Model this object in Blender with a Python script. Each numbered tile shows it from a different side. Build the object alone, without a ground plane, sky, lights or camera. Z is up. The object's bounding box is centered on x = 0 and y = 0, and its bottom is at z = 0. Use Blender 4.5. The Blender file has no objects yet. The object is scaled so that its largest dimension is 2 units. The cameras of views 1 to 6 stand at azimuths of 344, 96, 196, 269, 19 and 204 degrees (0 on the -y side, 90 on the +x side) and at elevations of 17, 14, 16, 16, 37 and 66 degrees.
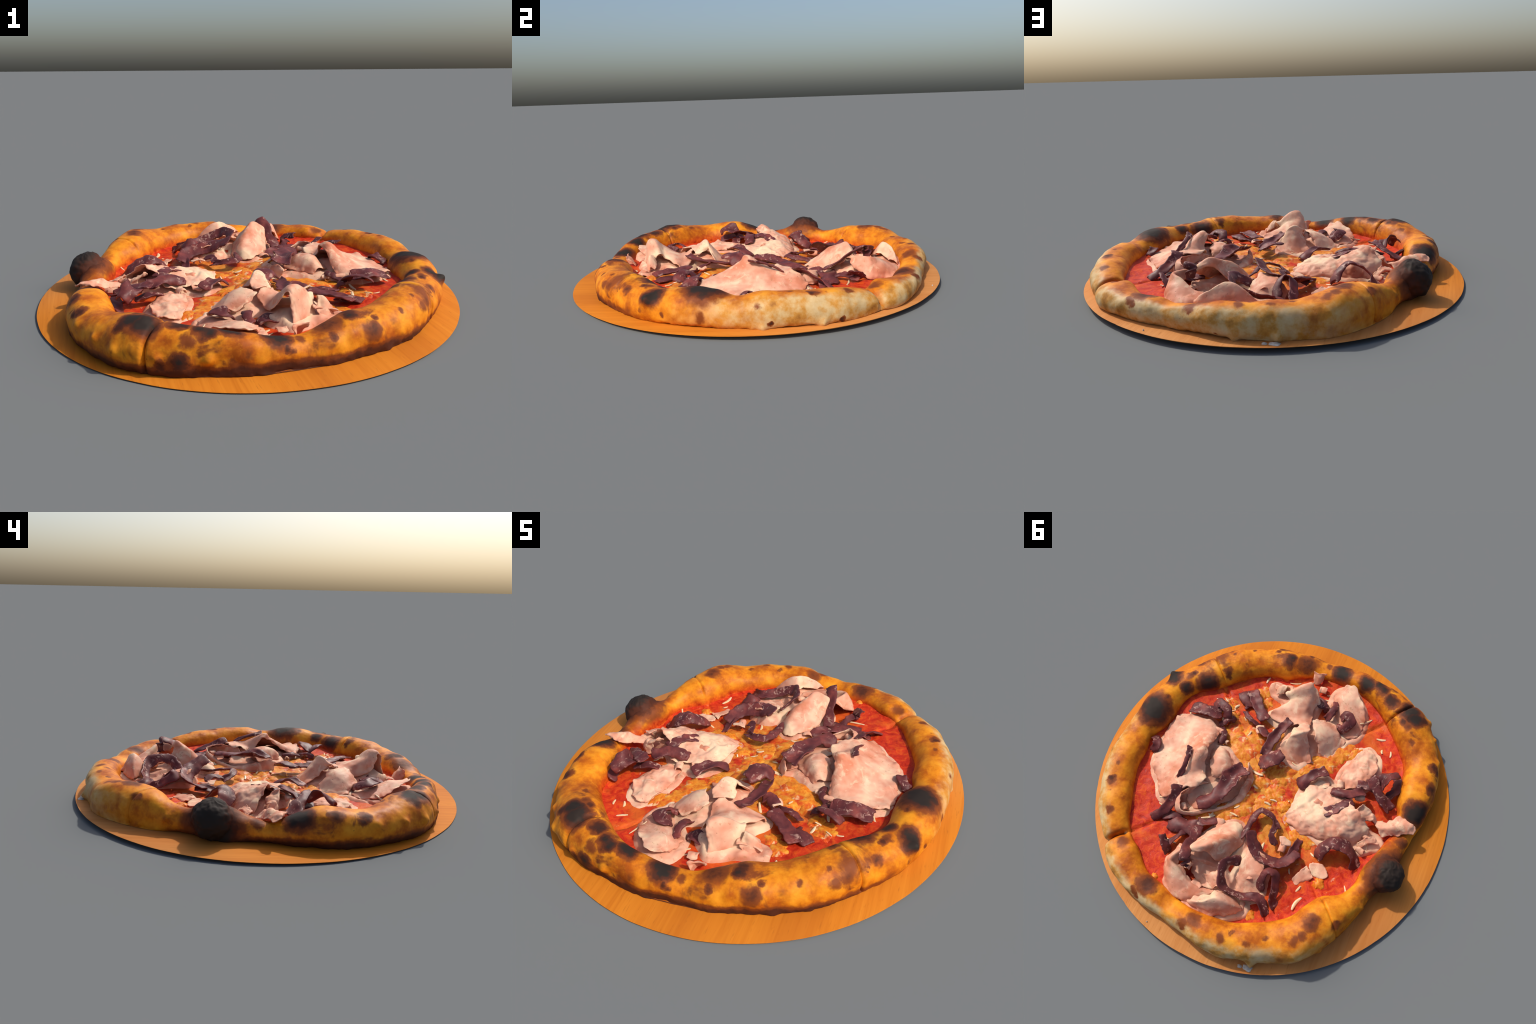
# Neapolitan-style pizza with folded ham, cured-meat strips and melted cheese,
# cut in four, lying on a round wooden board.
import math
import random

import bpy
import numpy as np
from mathutils import Vector, noise

rng = random.Random(7)

# ---------------------------------------------------------------- board plane
BOARD_RX, BOARD_RY = 0.9766, 1.0002      # slightly oval disc
BOARD_CX, BOARD_CY = -0.0022, 0.0004


def board_z(x, y):
    """Top face of the board: it rests tilted, higher towards +y."""
    return 0.0145 + 0.0059 * x + 0.0106 * y


def fbm(p, scale, octaves=3, seed=0.0):
    v, a, f = 0.0, 1.0, scale
    for _ in range(octaves):
        v += a * noise.noise(Vector((p[0] * f + seed, p[1] * f - seed, p[2] * f + 0.37 * seed)))
        a *= 0.5
        f *= 2.03
    return v
# ------------------------------------------------------------- crust profile
# Every 7.5 degrees round the pizza: inner foot radius, outer radius, crest height.
CRUST_INNER = [.737, .732, .751, .755, .763, .787, .797, .793, .804, .789, .792, .787,
               .779, .776, .757, .745, .729, .687, .670, .702, .696, .667, .669, .679,
               .697, .696, .682, .702, .736, .738, .741, .751, .762, .767, .758, .747,
               .737, .705, .679, .692, .689, .686, .679, .688, .722, .727, .704, .701]
CRUST_OUTER = [.903, .913, .928, .941, .946, .940, .951, .960, .951, .938, .918, .916,
               .940, .954, .950, .943, .950, .920, .885, .844, .812, .815, .815, .800,
               .810, .845, .878, .905, .932, .950, .960, .952, .924, .899, .889, .876,
               .866, .869, .868, .875, .882, .888, .884, .887, .900, .900, .907, .901]
CRUST_HEIGHT = [.144, .157, .161, .152, .151, .133, .116, .129, .127, .132, .116, .131,
                .152, .151, .154, .154, .172, .182, .166, .137, .119, .150, .150, .116,
                .097, .134, .167, .158, .144, .160, .181, .170, .160, .155, .137, .121,
                .107, .129, .146, .146, .156, .164, .163, .152, .154, .155, .169, .164]
CRUST_BASE = [.880, .893, .895, .910, .928, .927, .930, .937, .928, .915, .895, .893,
              .900, .925, .940, .939, .946, .916, .881, .840, .775, .790, .800, .780,
              .775, .800, .830, .885, .900, .920, .925, .930, .915, .895, .885, .872,
              .862, .865, .860, .865, .875, .872, .873, .870, .865, .865, .860, .866]
# Cuts through the rim: angle (degrees), half width (m), depth (m)
CUTS = [(43.0, 0.010, 0.045), (134.2, 0.004, 0.012), (232.0, 0.006, 0.022), (316.2, 0.004, 0.016)]
# Blisters and knobs: direction (degrees), radius, height, size, push
BLISTERS = [(333.3, 0.893, 0.120, 0.030, 0.034), (106.5, 0.945, 0.045, 0.024, 0.030),
            (96.0, 0.930, 0.035, 0.020, 0.020), (225.0, 0.955, 0.085, 0.022, 0.014),
            (235.0, 0.950, 0.080, 0.020, 0.018), (218.0, 0.950, 0.105, 0.018, 0.014),
            (209.0, 0.930, 0.110, 0.022, 0.014), (246.0, 0.900, 0.070, 0.020, 0.012),
            (24.0, 0.925, 0.040, 0.018, 0.022), (8.0, 0.905, 0.030, 0.018, 0.016),
            (146.0, 0.810, 0.080, 0.020, 0.014), (128.0, 0.930, 0.070, 0.020, 0.012),
            (50.0, 0.815, 0.120, 0.040, 0.016), (229.0, 0.850, 0.175, 0.030, 0.010)]
ANGLE_STEPS, PROFILE_STEPS = 1080, 84


def periodic(table, deg):
    """Cubic (Catmull-Rom) interpolation round the ring."""
    t = np.asarray(table)
    x = np.asarray(deg) / 7.5
    i = np.floor(x).astype(int)
    f = x - i
    n = len(t)
    a, b, c, d = t[(i - 1) % n], t[i % n], t[(i + 1) % n], t[(i + 2) % n]
    return b + 0.5 * f * (c - a + f * (2 * a - 5 * b + 4 * c - d + f * (3 * (b - c) + d - a)))


def crust_ring():
    """Grid (angle, profile, xyz) of the undisturbed puffed rim."""
    deg = np.arange(ANGLE_STEPS) * 360.0 / ANGLE_STEPS
    th = np.radians(deg)[:, None]
    ri, ro, h = (periodic(t, deg)[:, None] for t in (CRUST_INNER, CRUST_OUTER, CRUST_HEIGHT))
    rc = ri + (ro - ri) * 0.52
    zb = 0.0145 + 0.0059 * ro * np.cos(th) + 0.0106 * ro * np.sin(th) + 0.001
    zf = 0.064 + 0.022 * ri * np.cos(th)
    rb = periodic(CRUST_BASE, deg)[:, None]
    zm = zb + 0.38 * (h - zb)
    s = np.linspace(0, 1, PROFILE_STEPS)[None, :]
    # lip under the sauce, inner slope, shoulder, overhang, underside
    phi = np.interp(s, [0, .06, .42, .72, .92, 1], [190, 180, 90, 0, -80, -90])
    a = np.radians(phi)
    c, sn = np.cos(a), np.sin(a)
    inner, upper = phi > 90, phi > 0
    r = np.where(inner, rc + (rc - ri) * np.sign(c) * np.abs(c) ** 0.85,
                 np.where(upper, rc + (ro - rc) * np.abs(c) ** 0.92, rb + (ro - rb) * np.abs(c) ** 0.9))
    z = np.where(inner, zf + (h - zf) * np.sign(sn) * np.abs(sn) ** 0.85,
                 np.where(upper, zm + (h - zm) * np.abs(sn) ** 0.95, zm - (zm - zb) * np.abs(sn) ** 0.85))
    lip = s < 0.06
    r = np.where(lip, ri - (0.06 - s) * 0.8, r)
    z = np.where(lip, zf - (0.06 - s) * 0.35, z)
    return np.stack([r * np.cos(th), r * np.sin(th), z + 0 * th], -1), deg


def grid_normals(p):
    du = np.roll(p, -1, 0) - np.roll(p, 1, 0)
    dv = np.gradient(p, axis=1)
    n = np.cross(dv, du)
    n /= np.linalg.norm(n, axis=-1, keepdims=True) + 1e-12
    return n


def crust_surface():
    p, deg = crust_ring()
    n = grid_normals(p)
    for ang, rad, hgt, size, push in BLISTERS:
        t = math.radians(ang)
        c = np.array([rad * math.cos(t), rad * math.sin(t), hgt])
        d2 = ((p - c) ** 2).sum(-1)
        p = p + n * (push * np.exp(-d2 / (size * size)))[..., None]
    n = grid_normals(p)
    return p, n, deg

# Scorched places on the rim: centre, radius, darkness
CHAR_SPOTS = []
CHAR_SPOTS.append((0.777, -0.142, 0.167, 0.086, 1.00))
CHAR_SPOTS.append((0.787, -0.384, 0.146, 0.052, 1.00))
CHAR_SPOTS.append((0.681, -0.347, 0.144, 0.032, 1.00))
CHAR_SPOTS.append((0.582, -0.428, 0.135, 0.055, 0.85))
CHAR_SPOTS.append((0.677, -0.440, 0.153, 0.018, 0.80))
CHAR_SPOTS.append((0.502, -0.526, 0.154, 0.024, 0.70))
CHAR_SPOTS.append((0.200, -0.731, 0.146, 0.036, 0.80))
CHAR_SPOTS.append((0.094, -0.769, 0.127, 0.052, 0.60))
CHAR_SPOTS.append((-0.115, -0.786, 0.121, 0.055, 1.00))
CHAR_SPOTS.append((-0.276, -0.759, 0.146, 0.045, 1.00))
CHAR_SPOTS.append((-0.373, -0.755, 0.158, 0.038, 1.00))
CHAR_SPOTS.append((-0.446, -0.696, 0.161, 0.038, 0.90))
CHAR_SPOTS.append((-0.510, -0.653, 0.169, 0.028, 0.70))
CHAR_SPOTS.append((-0.606, -0.627, 0.181, 0.046, 1.00))
CHAR_SPOTS.append((-0.578, -0.564, 0.173, 0.026, 0.60))
CHAR_SPOTS.append((-0.633, -0.494, 0.155, 0.018, 0.60))
CHAR_SPOTS.append((-0.787, -0.390, 0.136, 0.026, 0.75))
CHAR_SPOTS.append((-0.810, -0.269, 0.148, 0.030, 0.75))
CHAR_SPOTS.append((-0.783, -0.110, 0.135, 0.062, 1.00))
CHAR_SPOTS.append((-0.756, 0.062, 0.104, 0.035, 0.70))
CHAR_SPOTS.append((-0.478, 0.634, 0.182, 0.041, 0.60))
CHAR_SPOTS.append((-0.465, 0.708, 0.178, 0.027, 0.55))
CHAR_SPOTS.append((-0.434, 0.742, 0.172, 0.027, 0.50))
CHAR_SPOTS.append((-0.596, 0.603, 0.150, 0.027, 0.55))
CHAR_SPOTS.append((0.361, 0.763, 0.129, 0.051, 0.70))
CHAR_SPOTS.append((0.409, 0.815, 0.122, 0.021, 0.55))
CHAR_SPOTS.append((0.063, 0.836, 0.139, 0.039, 0.60))
CHAR_SPOTS.append((0.107, 0.873, 0.128, 0.028, 0.50))
CHAR_SPOTS.append((-0.102, 0.870, 0.151, 0.025, 0.50))
CHAR_SPOTS.append((-0.222, 0.850, 0.152, 0.019, 0.50))
CHAR_SPOTS.append((-0.306, 0.784, 0.153, 0.014, 0.50))
CHAR_SPOTS.append((0.582, 0.617, 0.117, 0.035, 0.50))
CHAR_SPOTS.append((0.793, 0.331, 0.152, 0.021, 0.80))
CHAR_SPOTS.append((0.813, 0.233, 0.160, 0.014, 0.50))
CHAR_SPOTS.append((0.725, 0.489, 0.142, 0.021, 0.55))
CHAR_SPOTS.append((0.491, -0.503, 0.138, 0.019, 0.50))
CHAR_SPOTS.append((0.751, -0.230, 0.165, 0.025, 0.70))
CHAR_SPOTS.append((-0.565, -0.674, 0.176, 0.058, 1.00))
CHAR_SPOTS.append((-0.619, -0.633, 0.178, 0.034, 0.90))
CHAR_SPOTS.append((-0.548, -0.588, 0.171, 0.024, 0.80))
CHAR_SPOTS.append((-0.429, -0.705, 0.160, 0.030, 0.95))
CHAR_SPOTS.append((-0.350, -0.773, 0.156, 0.031, 1.00))
CHAR_SPOTS.append((-0.254, -0.781, 0.144, 0.029, 1.00))
CHAR_SPOTS.append((-0.105, -0.813, 0.120, 0.040, 1.00))
CHAR_SPOTS.append((-0.080, -0.856, 0.091, 0.017, 0.85))
CHAR_SPOTS.append((0.193, -0.755, 0.145, 0.027, 1.00))
CHAR_SPOTS.append((0.100, -0.778, 0.129, 0.033, 0.70))
CHAR_SPOTS.append((0.093, -0.838, 0.109, 0.019, 0.70))
CHAR_SPOTS.append((0.288, -0.778, 0.135, 0.018, 0.70))
CHAR_SPOTS.append((0.261, -0.820, 0.103, 0.039, 0.70))
CHAR_SPOTS.append((0.584, -0.440, 0.141, 0.031, 1.00))
CHAR_SPOTS.append((0.792, -0.409, 0.145, 0.041, 1.00))
CHAR_SPOTS.append((0.789, -0.173, 0.169, 0.050, 1.00))
CHAR_SPOTS.append((0.670, -0.530, 0.133, 0.024, 0.65))
CHAR_SPOTS.append((0.585, -0.642, 0.126, 0.031, 0.60))
CHAR_SPOTS.append((0.419, -0.736, 0.139, 0.017, 0.55))
CHAR_SPOTS.append((0.691, -0.426, 0.153, 0.023, 0.60))
CHAR_SPOTS.append((0.552, -0.682, 0.116, 0.025, 0.50))
CHAR_SPOTS.append((-0.024, -0.816, 0.107, 0.023, 0.50))
CHAR_SPOTS.append((-0.431, -0.788, 0.133, 0.028, 0.50))
CHAR_SPOTS.append((0.515, -0.651, 0.158, 0.012, 0.50))
CHAR_SPOTS.append((0.839, -0.328, 0.062, 0.013, 0.60))
CHAR_SPOTS.append((-0.467, -0.799, 0.061, 0.034, 1.00))
CHAR_SPOTS.append((-0.531, -0.778, 0.051, 0.023, 0.80))
CHAR_SPOTS.append((0.799, -0.419, 0.138, 0.030, 1.00))
CHAR_SPOTS.append((-0.803, -0.397, 0.122, 0.017, 0.70))
CHAR_SPOTS.append((-0.807, -0.104, 0.121, 0.032, 1.00))
CHAR_SPOTS.append((-0.811, -0.378, 0.120, 0.020, 0.80))
CHAR_SPOTS.append((-0.647, -0.639, 0.167, 0.032, 0.90))
CHAR_SPOTS.append((0.820, -0.394, 0.127, 0.030, 1.00))
CHAR_SPOTS.append((0.839, -0.138, 0.158, 0.036, 1.00))
CHAR_SPOTS.append((0.791, -0.432, 0.073, 0.015, 0.50))
CHAR_SPOTS.append((0.901, 0.153, 0.042, 0.013, 0.90))
CHAR_SPOTS.append((0.822, 0.462, 0.043, 0.011, 0.90))
CHAR_SPOTS.append((0.890, -0.152, 0.067, 0.024, 0.50))
CHAR_SPOTS.append((0.894, 0.104, 0.118, 0.017, 0.45))
CHAR_SPOTS.append((0.099, 0.892, 0.119, 0.017, 0.50))
CHAR_SPOTS.append((0.400, 0.833, 0.114, 0.018, 0.60))
CHAR_SPOTS.append((-0.597, 0.590, 0.151, 0.016, 0.60))
CHAR_SPOTS.append((-0.785, 0.258, 0.130, 0.125, 1.0))
CHAR_SPOTS.append((-0.762, 0.258, 0.180, 0.110, 1.0))
CHAR_SPOTS.append((-0.790, 0.240, 0.070, 0.110, 1.0))

# Toppings: control rows of each folded slice, spines of the strips, cheese pools
HAM_SLICES = {}
HAM_SLICES["east_drape"] = [
    [(0.676, -0.199, 0.097), (0.6, -0.212, 0.107), (0.524, -0.217, 0.114), (0.46, -0.225, 0.105), (0.421, -0.203, 0.088)],
    [(0.685, -0.111, 0.088), (0.6, -0.131, 0.099), (0.511, -0.143, 0.113), (0.433, -0.155, 0.12), (0.387, -0.144, 0.1)],
    [(0.681, -0.004, 0.086), (0.589, -0.033, 0.103), (0.496, -0.039, 0.133), (0.42, -0.034, 0.18), (0.387, -0.03, 0.175)],
    [(0.67, 0.098, 0.086), (0.581, 0.071, 0.107), (0.492, 0.04, 0.148), (0.412, 0.005, 0.212), (0.371, 0.017, 0.195)],
    [(0.647, 0.168, 0.085), (0.565, 0.161, 0.106), (0.475, 0.149, 0.144), (0.415, 0.12, 0.152), (0.362, 0.07, 0.128)],
    [(0.589, 0.239, 0.084), (0.523, 0.229, 0.106), (0.467, 0.208, 0.144), (0.405, 0.185, 0.152), (0.324, 0.134, 0.148)],
    [(0.536, 0.334, 0.087), (0.493, 0.316, 0.105), (0.456, 0.265, 0.128), (0.413, 0.242, 0.152), (0.342, 0.187, 0.127)],
]
HAM_SLICES["east_tongue"] = [
    [(0.386, -0.054, 0.084), (0.364, -0.069, 0.103), (0.337, -0.084, 0.111), (0.311, -0.091, 0.078)],
    [(0.36, 0.022, 0.128), (0.327, -0.003, 0.152), (0.289, -0.029, 0.148), (0.258, -0.043, 0.089)],
    [(0.33, 0.073, 0.127), (0.286, 0.053, 0.156), (0.246, 0.016, 0.147), (0.222, -0.011, 0.097)],
    [(0.324, 0.122, 0.103), (0.269, 0.098, 0.118), (0.226, 0.065, 0.118), (0.198, 0.031, 0.088)],
]
HAM_SLICES["east_cup"] = [
    [(0.334, 0.137, 0.095), (0.39, 0.22, 0.088), (0.439, 0.277, 0.085), (0.414, 0.339, 0.075), (0.351, 0.336, 0.069), (0.268, 0.297, 0.067), (0.181, 0.237, 0.065), (0.113, 0.163, 0.064), (0.106, 0.099, 0.063), (0.104, 0.028, 0.063), (0.123, -0.028, 0.064), (0.154, -0.076, 0.069)],
    [(0.323, 0.135, 0.127), (0.393, 0.223, 0.12), (0.432, 0.289, 0.12), (0.406, 0.341, 0.108), (0.347, 0.34, 0.099), (0.269, 0.301, 0.094), (0.185, 0.236, 0.088), (0.123, 0.164, 0.082), (0.118, 0.105, 0.091), (0.113, 0.043, 0.095), (0.125, -0.011, 0.104), (0.154, -0.063, 0.109)],
    [(0.311, 0.123, 0.152), (0.395, 0.219, 0.152), (0.412, 0.285, 0.148), (0.386, 0.329, 0.136), (0.345, 0.332, 0.119), (0.28, 0.294, 0.102), (0.198, 0.225, 0.091), (0.144, 0.155, 0.087), (0.153, 0.097, 0.096), (0.139, 0.049, 0.113), (0.142, -0.002, 0.134), (0.164, -0.064, 0.134)],
]
HAM_SLICES["east_floor"] = [
    [(0.403, 0.194, 0.088), (0.317, 0.128, 0.09), (0.237, 0.047, 0.089), (0.158, -0.036, 0.083)],
    [(0.397, 0.267, 0.084), (0.287, 0.191, 0.086), (0.208, 0.111, 0.084), (0.135, 0.032, 0.078)],
    [(0.358, 0.317, 0.079), (0.265, 0.27, 0.077), (0.175, 0.186, 0.075), (0.122, 0.11, 0.074)],
]
HAM_SLICES["south_flap"] = [
    [(0.13, -0.575, 0.065), (0.09, -0.6, 0.06), (0.05, -0.625, 0.06), (0, -0.645, 0.06)],
    [(0.135, -0.545, 0.12), (0.09, -0.575, 0.15), (0.05, -0.6, 0.155), (0, -0.632, 0.14)],
    [(0.125, -0.515, 0.155), (0.075, -0.545, 0.2), (0.035, -0.572, 0.222), (-0.005, -0.608, 0.21)],
    [(0.103, -0.487, 0.134), (0.048, -0.513, 0.165), (-0.018, -0.537, 0.18), (-0.05, -0.568, 0.133)],
    [(0.164, -0.414, 0.109), (0.07, -0.441, 0.134), (-0.009, -0.465, 0.142), (-0.053, -0.488, 0.097)],
    [(0.188, -0.379, 0.084), (0.077, -0.385, 0.108), (-0.011, -0.406, 0.129), (-0.064, -0.423, 0.115)],
    [(0.096, -0.339, 0.086), (0.024, -0.346, 0.12), (-0.035, -0.361, 0.151), (-0.075, -0.39, 0.151)],
]
HAM_SLICES["south_lobe"] = [
    [(0.14, -0.6, 0.06), (0.18, -0.6, 0.06), (0.215, -0.575, 0.06)],
    [(0.135, -0.575, 0.12), (0.175, -0.575, 0.115), (0.22, -0.555, 0.09)],
    [(0.14, -0.555, 0.16), (0.165, -0.558, 0.158), (0.215, -0.545, 0.105)],
    [(0.15, -0.52, 0.12), (0.175, -0.52, 0.11), (0.2, -0.52, 0.09)],
]
HAM_SLICES["south_hood"] = [
    [(0.046, -0.192, 0.064), (-0.027, -0.152, 0.062), (-0.098, -0.158, 0.061), (-0.17, -0.203, 0.059)],
    [(0.046, -0.229, 0.107), (-0.016, -0.206, 0.106), (-0.082, -0.213, 0.106), (-0.132, -0.244, 0.091)],
    [(0.022, -0.25, 0.151), (-0.017, -0.253, 0.17), (-0.054, -0.269, 0.175), (-0.094, -0.3, 0.142)],
    [(0.011, -0.264, 0.165), (-0.019, -0.276, 0.195), (-0.051, -0.294, 0.2), (-0.086, -0.331, 0.17)],
    [(0.013, -0.29, 0.147), (-0.012, -0.311, 0.17), (-0.041, -0.328, 0.175), (-0.083, -0.363, 0.155)],
    [(0.023, -0.327, 0.116), (-0.002, -0.348, 0.142), (-0.035, -0.363, 0.151), (-0.075, -0.39, 0.151)],
]
HAM_SLICES["south_wing"] = [
    [(-0.059, -0.422, 0.146), (-0.089, -0.431, 0.142), (-0.125, -0.454, 0.119), (-0.168, -0.469, 0.095)],
    [(-0.097, -0.357, 0.151), (-0.132, -0.375, 0.146), (-0.173, -0.405, 0.123), (-0.216, -0.444, 0.085)],
    [(-0.138, -0.308, 0.123), (-0.173, -0.33, 0.123), (-0.211, -0.365, 0.104), (-0.261, -0.415, 0.065)],
    [(-0.162, -0.266, 0.077), (-0.205, -0.275, 0.062), (-0.246, -0.302, 0.058), (-0.3, -0.384, 0.054)],
]
HAM_SLICES["south_patch"] = [
    [(-0.13, -0.696, 0.105), (-0.173, -0.719, 0.118), (-0.221, -0.737, 0.137)],
    [(-0.12, -0.621, 0.082), (-0.186, -0.643, 0.118), (-0.273, -0.671, 0.117)],
    [(-0.131, -0.564, 0.063), (-0.228, -0.574, 0.104), (-0.322, -0.602, 0.088)],
    [(-0.207, -0.481, 0.058), (-0.281, -0.494, 0.089), (-0.343, -0.522, 0.063)],
    [(-0.248, -0.412, 0.056), (-0.294, -0.426, 0.065), (-0.333, -0.431, 0.054)],
]
HAM_SLICES["south_tuft"] = [
    [(0.022, -0.689, 0.067), (-0.004, -0.702, 0.071), (-0.016, -0.723, 0.066)],
    [(0.024, -0.715, 0.098), (-0.001, -0.716, 0.107), (-0.016, -0.747, 0.097)],
    [(0.048, -0.74, 0.134), (0.014, -0.733, 0.12), (-0.035, -0.762, 0.133)],
]
HAM_SLICES["west_drape"] = [
    [(-0.159, -0.025, 0.068), (-0.199, -0.067, 0.081), (-0.252, -0.093, 0.089), (-0.324, -0.108, 0.088), (-0.396, -0.125, 0.082)],
    [(-0.152, 0.064, 0.072), (-0.215, 0.028, 0.104), (-0.282, -0.015, 0.103), (-0.357, -0.037, 0.107), (-0.426, -0.076, 0.101)],
    [(-0.151, 0.159, 0.063), (-0.211, 0.123, 0.094), (-0.287, 0.071, 0.117), (-0.381, 0.032, 0.136), (-0.457, -0.016, 0.15)],
    [(-0.237, 0.192, 0.061), (-0.279, 0.154, 0.093), (-0.347, 0.119, 0.117), (-0.438, 0.08, 0.15), (-0.506, 0.007, 0.178)],
    [(-0.341, 0.201, 0.054), (-0.371, 0.175, 0.077), (-0.429, 0.152, 0.101), (-0.507, 0.112, 0.12), (-0.573, 0.045, 0.13)],
    [(-0.385, 0.207, 0.048), (-0.433, 0.188, 0.051), (-0.494, 0.168, 0.05), (-0.56, 0.127, 0.054), (-0.615, 0.059, 0.057)],
]
HAM_SLICES["west_curl"] = [
    [(-0.471, -0.015, 0.15), (-0.509, 0.016, 0.13), (-0.538, 0.024, 0.115), (-0.572, 0.02, 0.109)],
    [(-0.502, -0.04, 0.155), (-0.54, -0.035, 0.135), (-0.565, -0.025, 0.13), (-0.588, 0, 0.124)],
    [(-0.532, -0.037, 0.12), (-0.574, -0.041, 0.099), (-0.597, -0.023, 0.094), (-0.613, 0.013, 0.088)],
    [(-0.534, -0.04, 0.059), (-0.577, -0.036, 0.058), (-0.602, -0.018, 0.053), (-0.62, 0.026, 0.052)],
]
HAM_SLICES["west_patch"] = [
    [(-0.39, -0.404, 0.062), (-0.433, -0.4, 0.071), (-0.492, -0.381, 0.055)],
    [(-0.359, -0.309, 0.063), (-0.421, -0.309, 0.081), (-0.502, -0.313, 0.07)],
    [(-0.334, -0.202, 0.064), (-0.412, -0.216, 0.086), (-0.505, -0.242, 0.08)],
    [(-0.334, -0.136, 0.064), (-0.404, -0.141, 0.082), (-0.477, -0.172, 0.08)],
]
HAM_SLICES["west_lobe"] = [
    [(-0.598, -0.007, 0.078), (-0.649, -0.028, 0.098), (-0.709, -0.058, 0.123), (-0.763, -0.05, 0.134)],
    [(-0.623, 0.034, 0.098), (-0.673, 0.013, 0.118), (-0.736, -0.027, 0.139), (-0.792, -0.04, 0.128)],
    [(-0.646, 0.06, 0.067), (-0.699, 0.034, 0.087), (-0.758, 0.002, 0.107), (-0.804, -0.015, 0.096)],
]
HAM_SLICES["west_scrap"] = [
    [(-0.539, 0.143, 0.074), (-0.574, 0.105, 0.099), (-0.617, 0.071, 0.093)],
    [(-0.566, 0.164, 0.059), (-0.603, 0.127, 0.094), (-0.663, 0.106, 0.077)],
]
HAM_SLICES["west_shoulder"] = [
    [(-0.18, -0.068, 0.072), (-0.219, -0.105, 0.085), (-0.265, -0.142, 0.079)],
    [(-0.187, -0.015, 0.072), (-0.241, -0.048, 0.094), (-0.299, -0.089, 0.084)],
]
HAM_SLICES["north_cone"] = [
    [(0.176, 0.338, 0.07), (0.123, 0.296, 0.082), (0.067, 0.28, 0.073), (0.032, 0.318, 0.067)],
    [(0.22, 0.423, 0.101), (0.133, 0.384, 0.143), (0.06, 0.356, 0.134), (0.011, 0.371, 0.071)],
    [(0.235, 0.484, 0.143), (0.155, 0.461, 0.2), (0.087, 0.431, 0.18), (0.027, 0.431, 0.089)],
    [(0.233, 0.52, 0.17), (0.163, 0.501, 0.226), (0.106, 0.487, 0.19), (0.051, 0.498, 0.12)],
    [(0.233, 0.547, 0.152), (0.162, 0.524, 0.19), (0.104, 0.52, 0.165), (0.065, 0.528, 0.121)],
]
HAM_SLICES["north_wall"] = [
    [(0.314, 0.541, 0.103), (0.348, 0.604, 0.079), (0.319, 0.681, 0.073), (0.266, 0.744, 0.072), (0.188, 0.774, 0.075), (0.099, 0.76, 0.078)],
    [(0.287, 0.525, 0.143), (0.332, 0.603, 0.127), (0.3, 0.673, 0.119), (0.241, 0.724, 0.11), (0.157, 0.742, 0.109), (0.073, 0.723, 0.099)],
    [(0.245, 0.515, 0.175), (0.299, 0.61, 0.178), (0.244, 0.649, 0.156), (0.17, 0.682, 0.13), (0.088, 0.689, 0.108), (0.026, 0.674, 0.098)],
    [(0.232, 0.522, 0.135), (0.271, 0.61, 0.135), (0.219, 0.639, 0.11), (0.141, 0.663, 0.091), (0.072, 0.666, 0.086), (0.012, 0.654, 0.085)],
]
HAM_SLICES["north_ruffle"] = [
    [(0.159, 0.774, 0.087), (0.087, 0.78, 0.09), (0.003, 0.785, 0.093), (-0.069, 0.755, 0.092), (-0.148, 0.696, 0.077)],
    [(0.149, 0.765, 0.109), (0.072, 0.765, 0.134), (0.003, 0.749, 0.151), (-0.061, 0.727, 0.142), (-0.139, 0.689, 0.086)],
    [(0.139, 0.75, 0.117), (0.066, 0.747, 0.165), (0.008, 0.709, 0.19), (-0.049, 0.696, 0.165), (-0.127, 0.685, 0.091)],
    [(0.114, 0.72, 0.108), (0.061, 0.699, 0.125), (0.027, 0.663, 0.133), (-0.002, 0.643, 0.115), (-0.089, 0.637, 0.087)],
]
HAM_SLICES["north_pocket"] = [
    [(0.224, 0.557, 0.093), (0.153, 0.531, 0.083), (0.074, 0.515, 0.09)],
    [(0.18, 0.624, 0.075), (0.111, 0.594, 0.072), (0.048, 0.572, 0.085)],
    [(0.068, 0.667, 0.081), (0.033, 0.637, 0.089), (-0.002, 0.61, 0.093)],
]
HAM_SLICES["north_fold"] = [
    [(0.138, 0.6, 0.076), (0.081, 0.627, 0.077), (0.051, 0.658, 0.09)],
    [(0.081, 0.581, 0.116), (0.055, 0.609, 0.112), (0.016, 0.635, 0.107)],
    [(0.051, 0.544, 0.129), (0.022, 0.6, 0.129), (-0.047, 0.646, 0.097)],
]
HAM_SLICES["north_sheet"] = [
    [(-0.034, 0.382, 0.124), (-0.094, 0.399, 0.133), (-0.152, 0.404, 0.105)],
    [(-0.031, 0.476, 0.106), (-0.096, 0.466, 0.128), (-0.158, 0.447, 0.132)],
    [(-0.028, 0.54, 0.084), (-0.095, 0.53, 0.101), (-0.163, 0.508, 0.114)],
    [(-0.051, 0.592, 0.07), (-0.116, 0.58, 0.078), (-0.177, 0.559, 0.072)],
    [(-0.062, 0.643, 0.065), (-0.124, 0.63, 0.063), (-0.187, 0.603, 0.062)],
]
HAM_SLICES["north_chip"] = [
    [(-0.295, 0.444, 0.06), (-0.323, 0.397, 0.064), (-0.345, 0.343, 0.063)],
    [(-0.337, 0.469, 0.059), (-0.362, 0.432, 0.061), (-0.402, 0.399, 0.06)],
]
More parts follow.
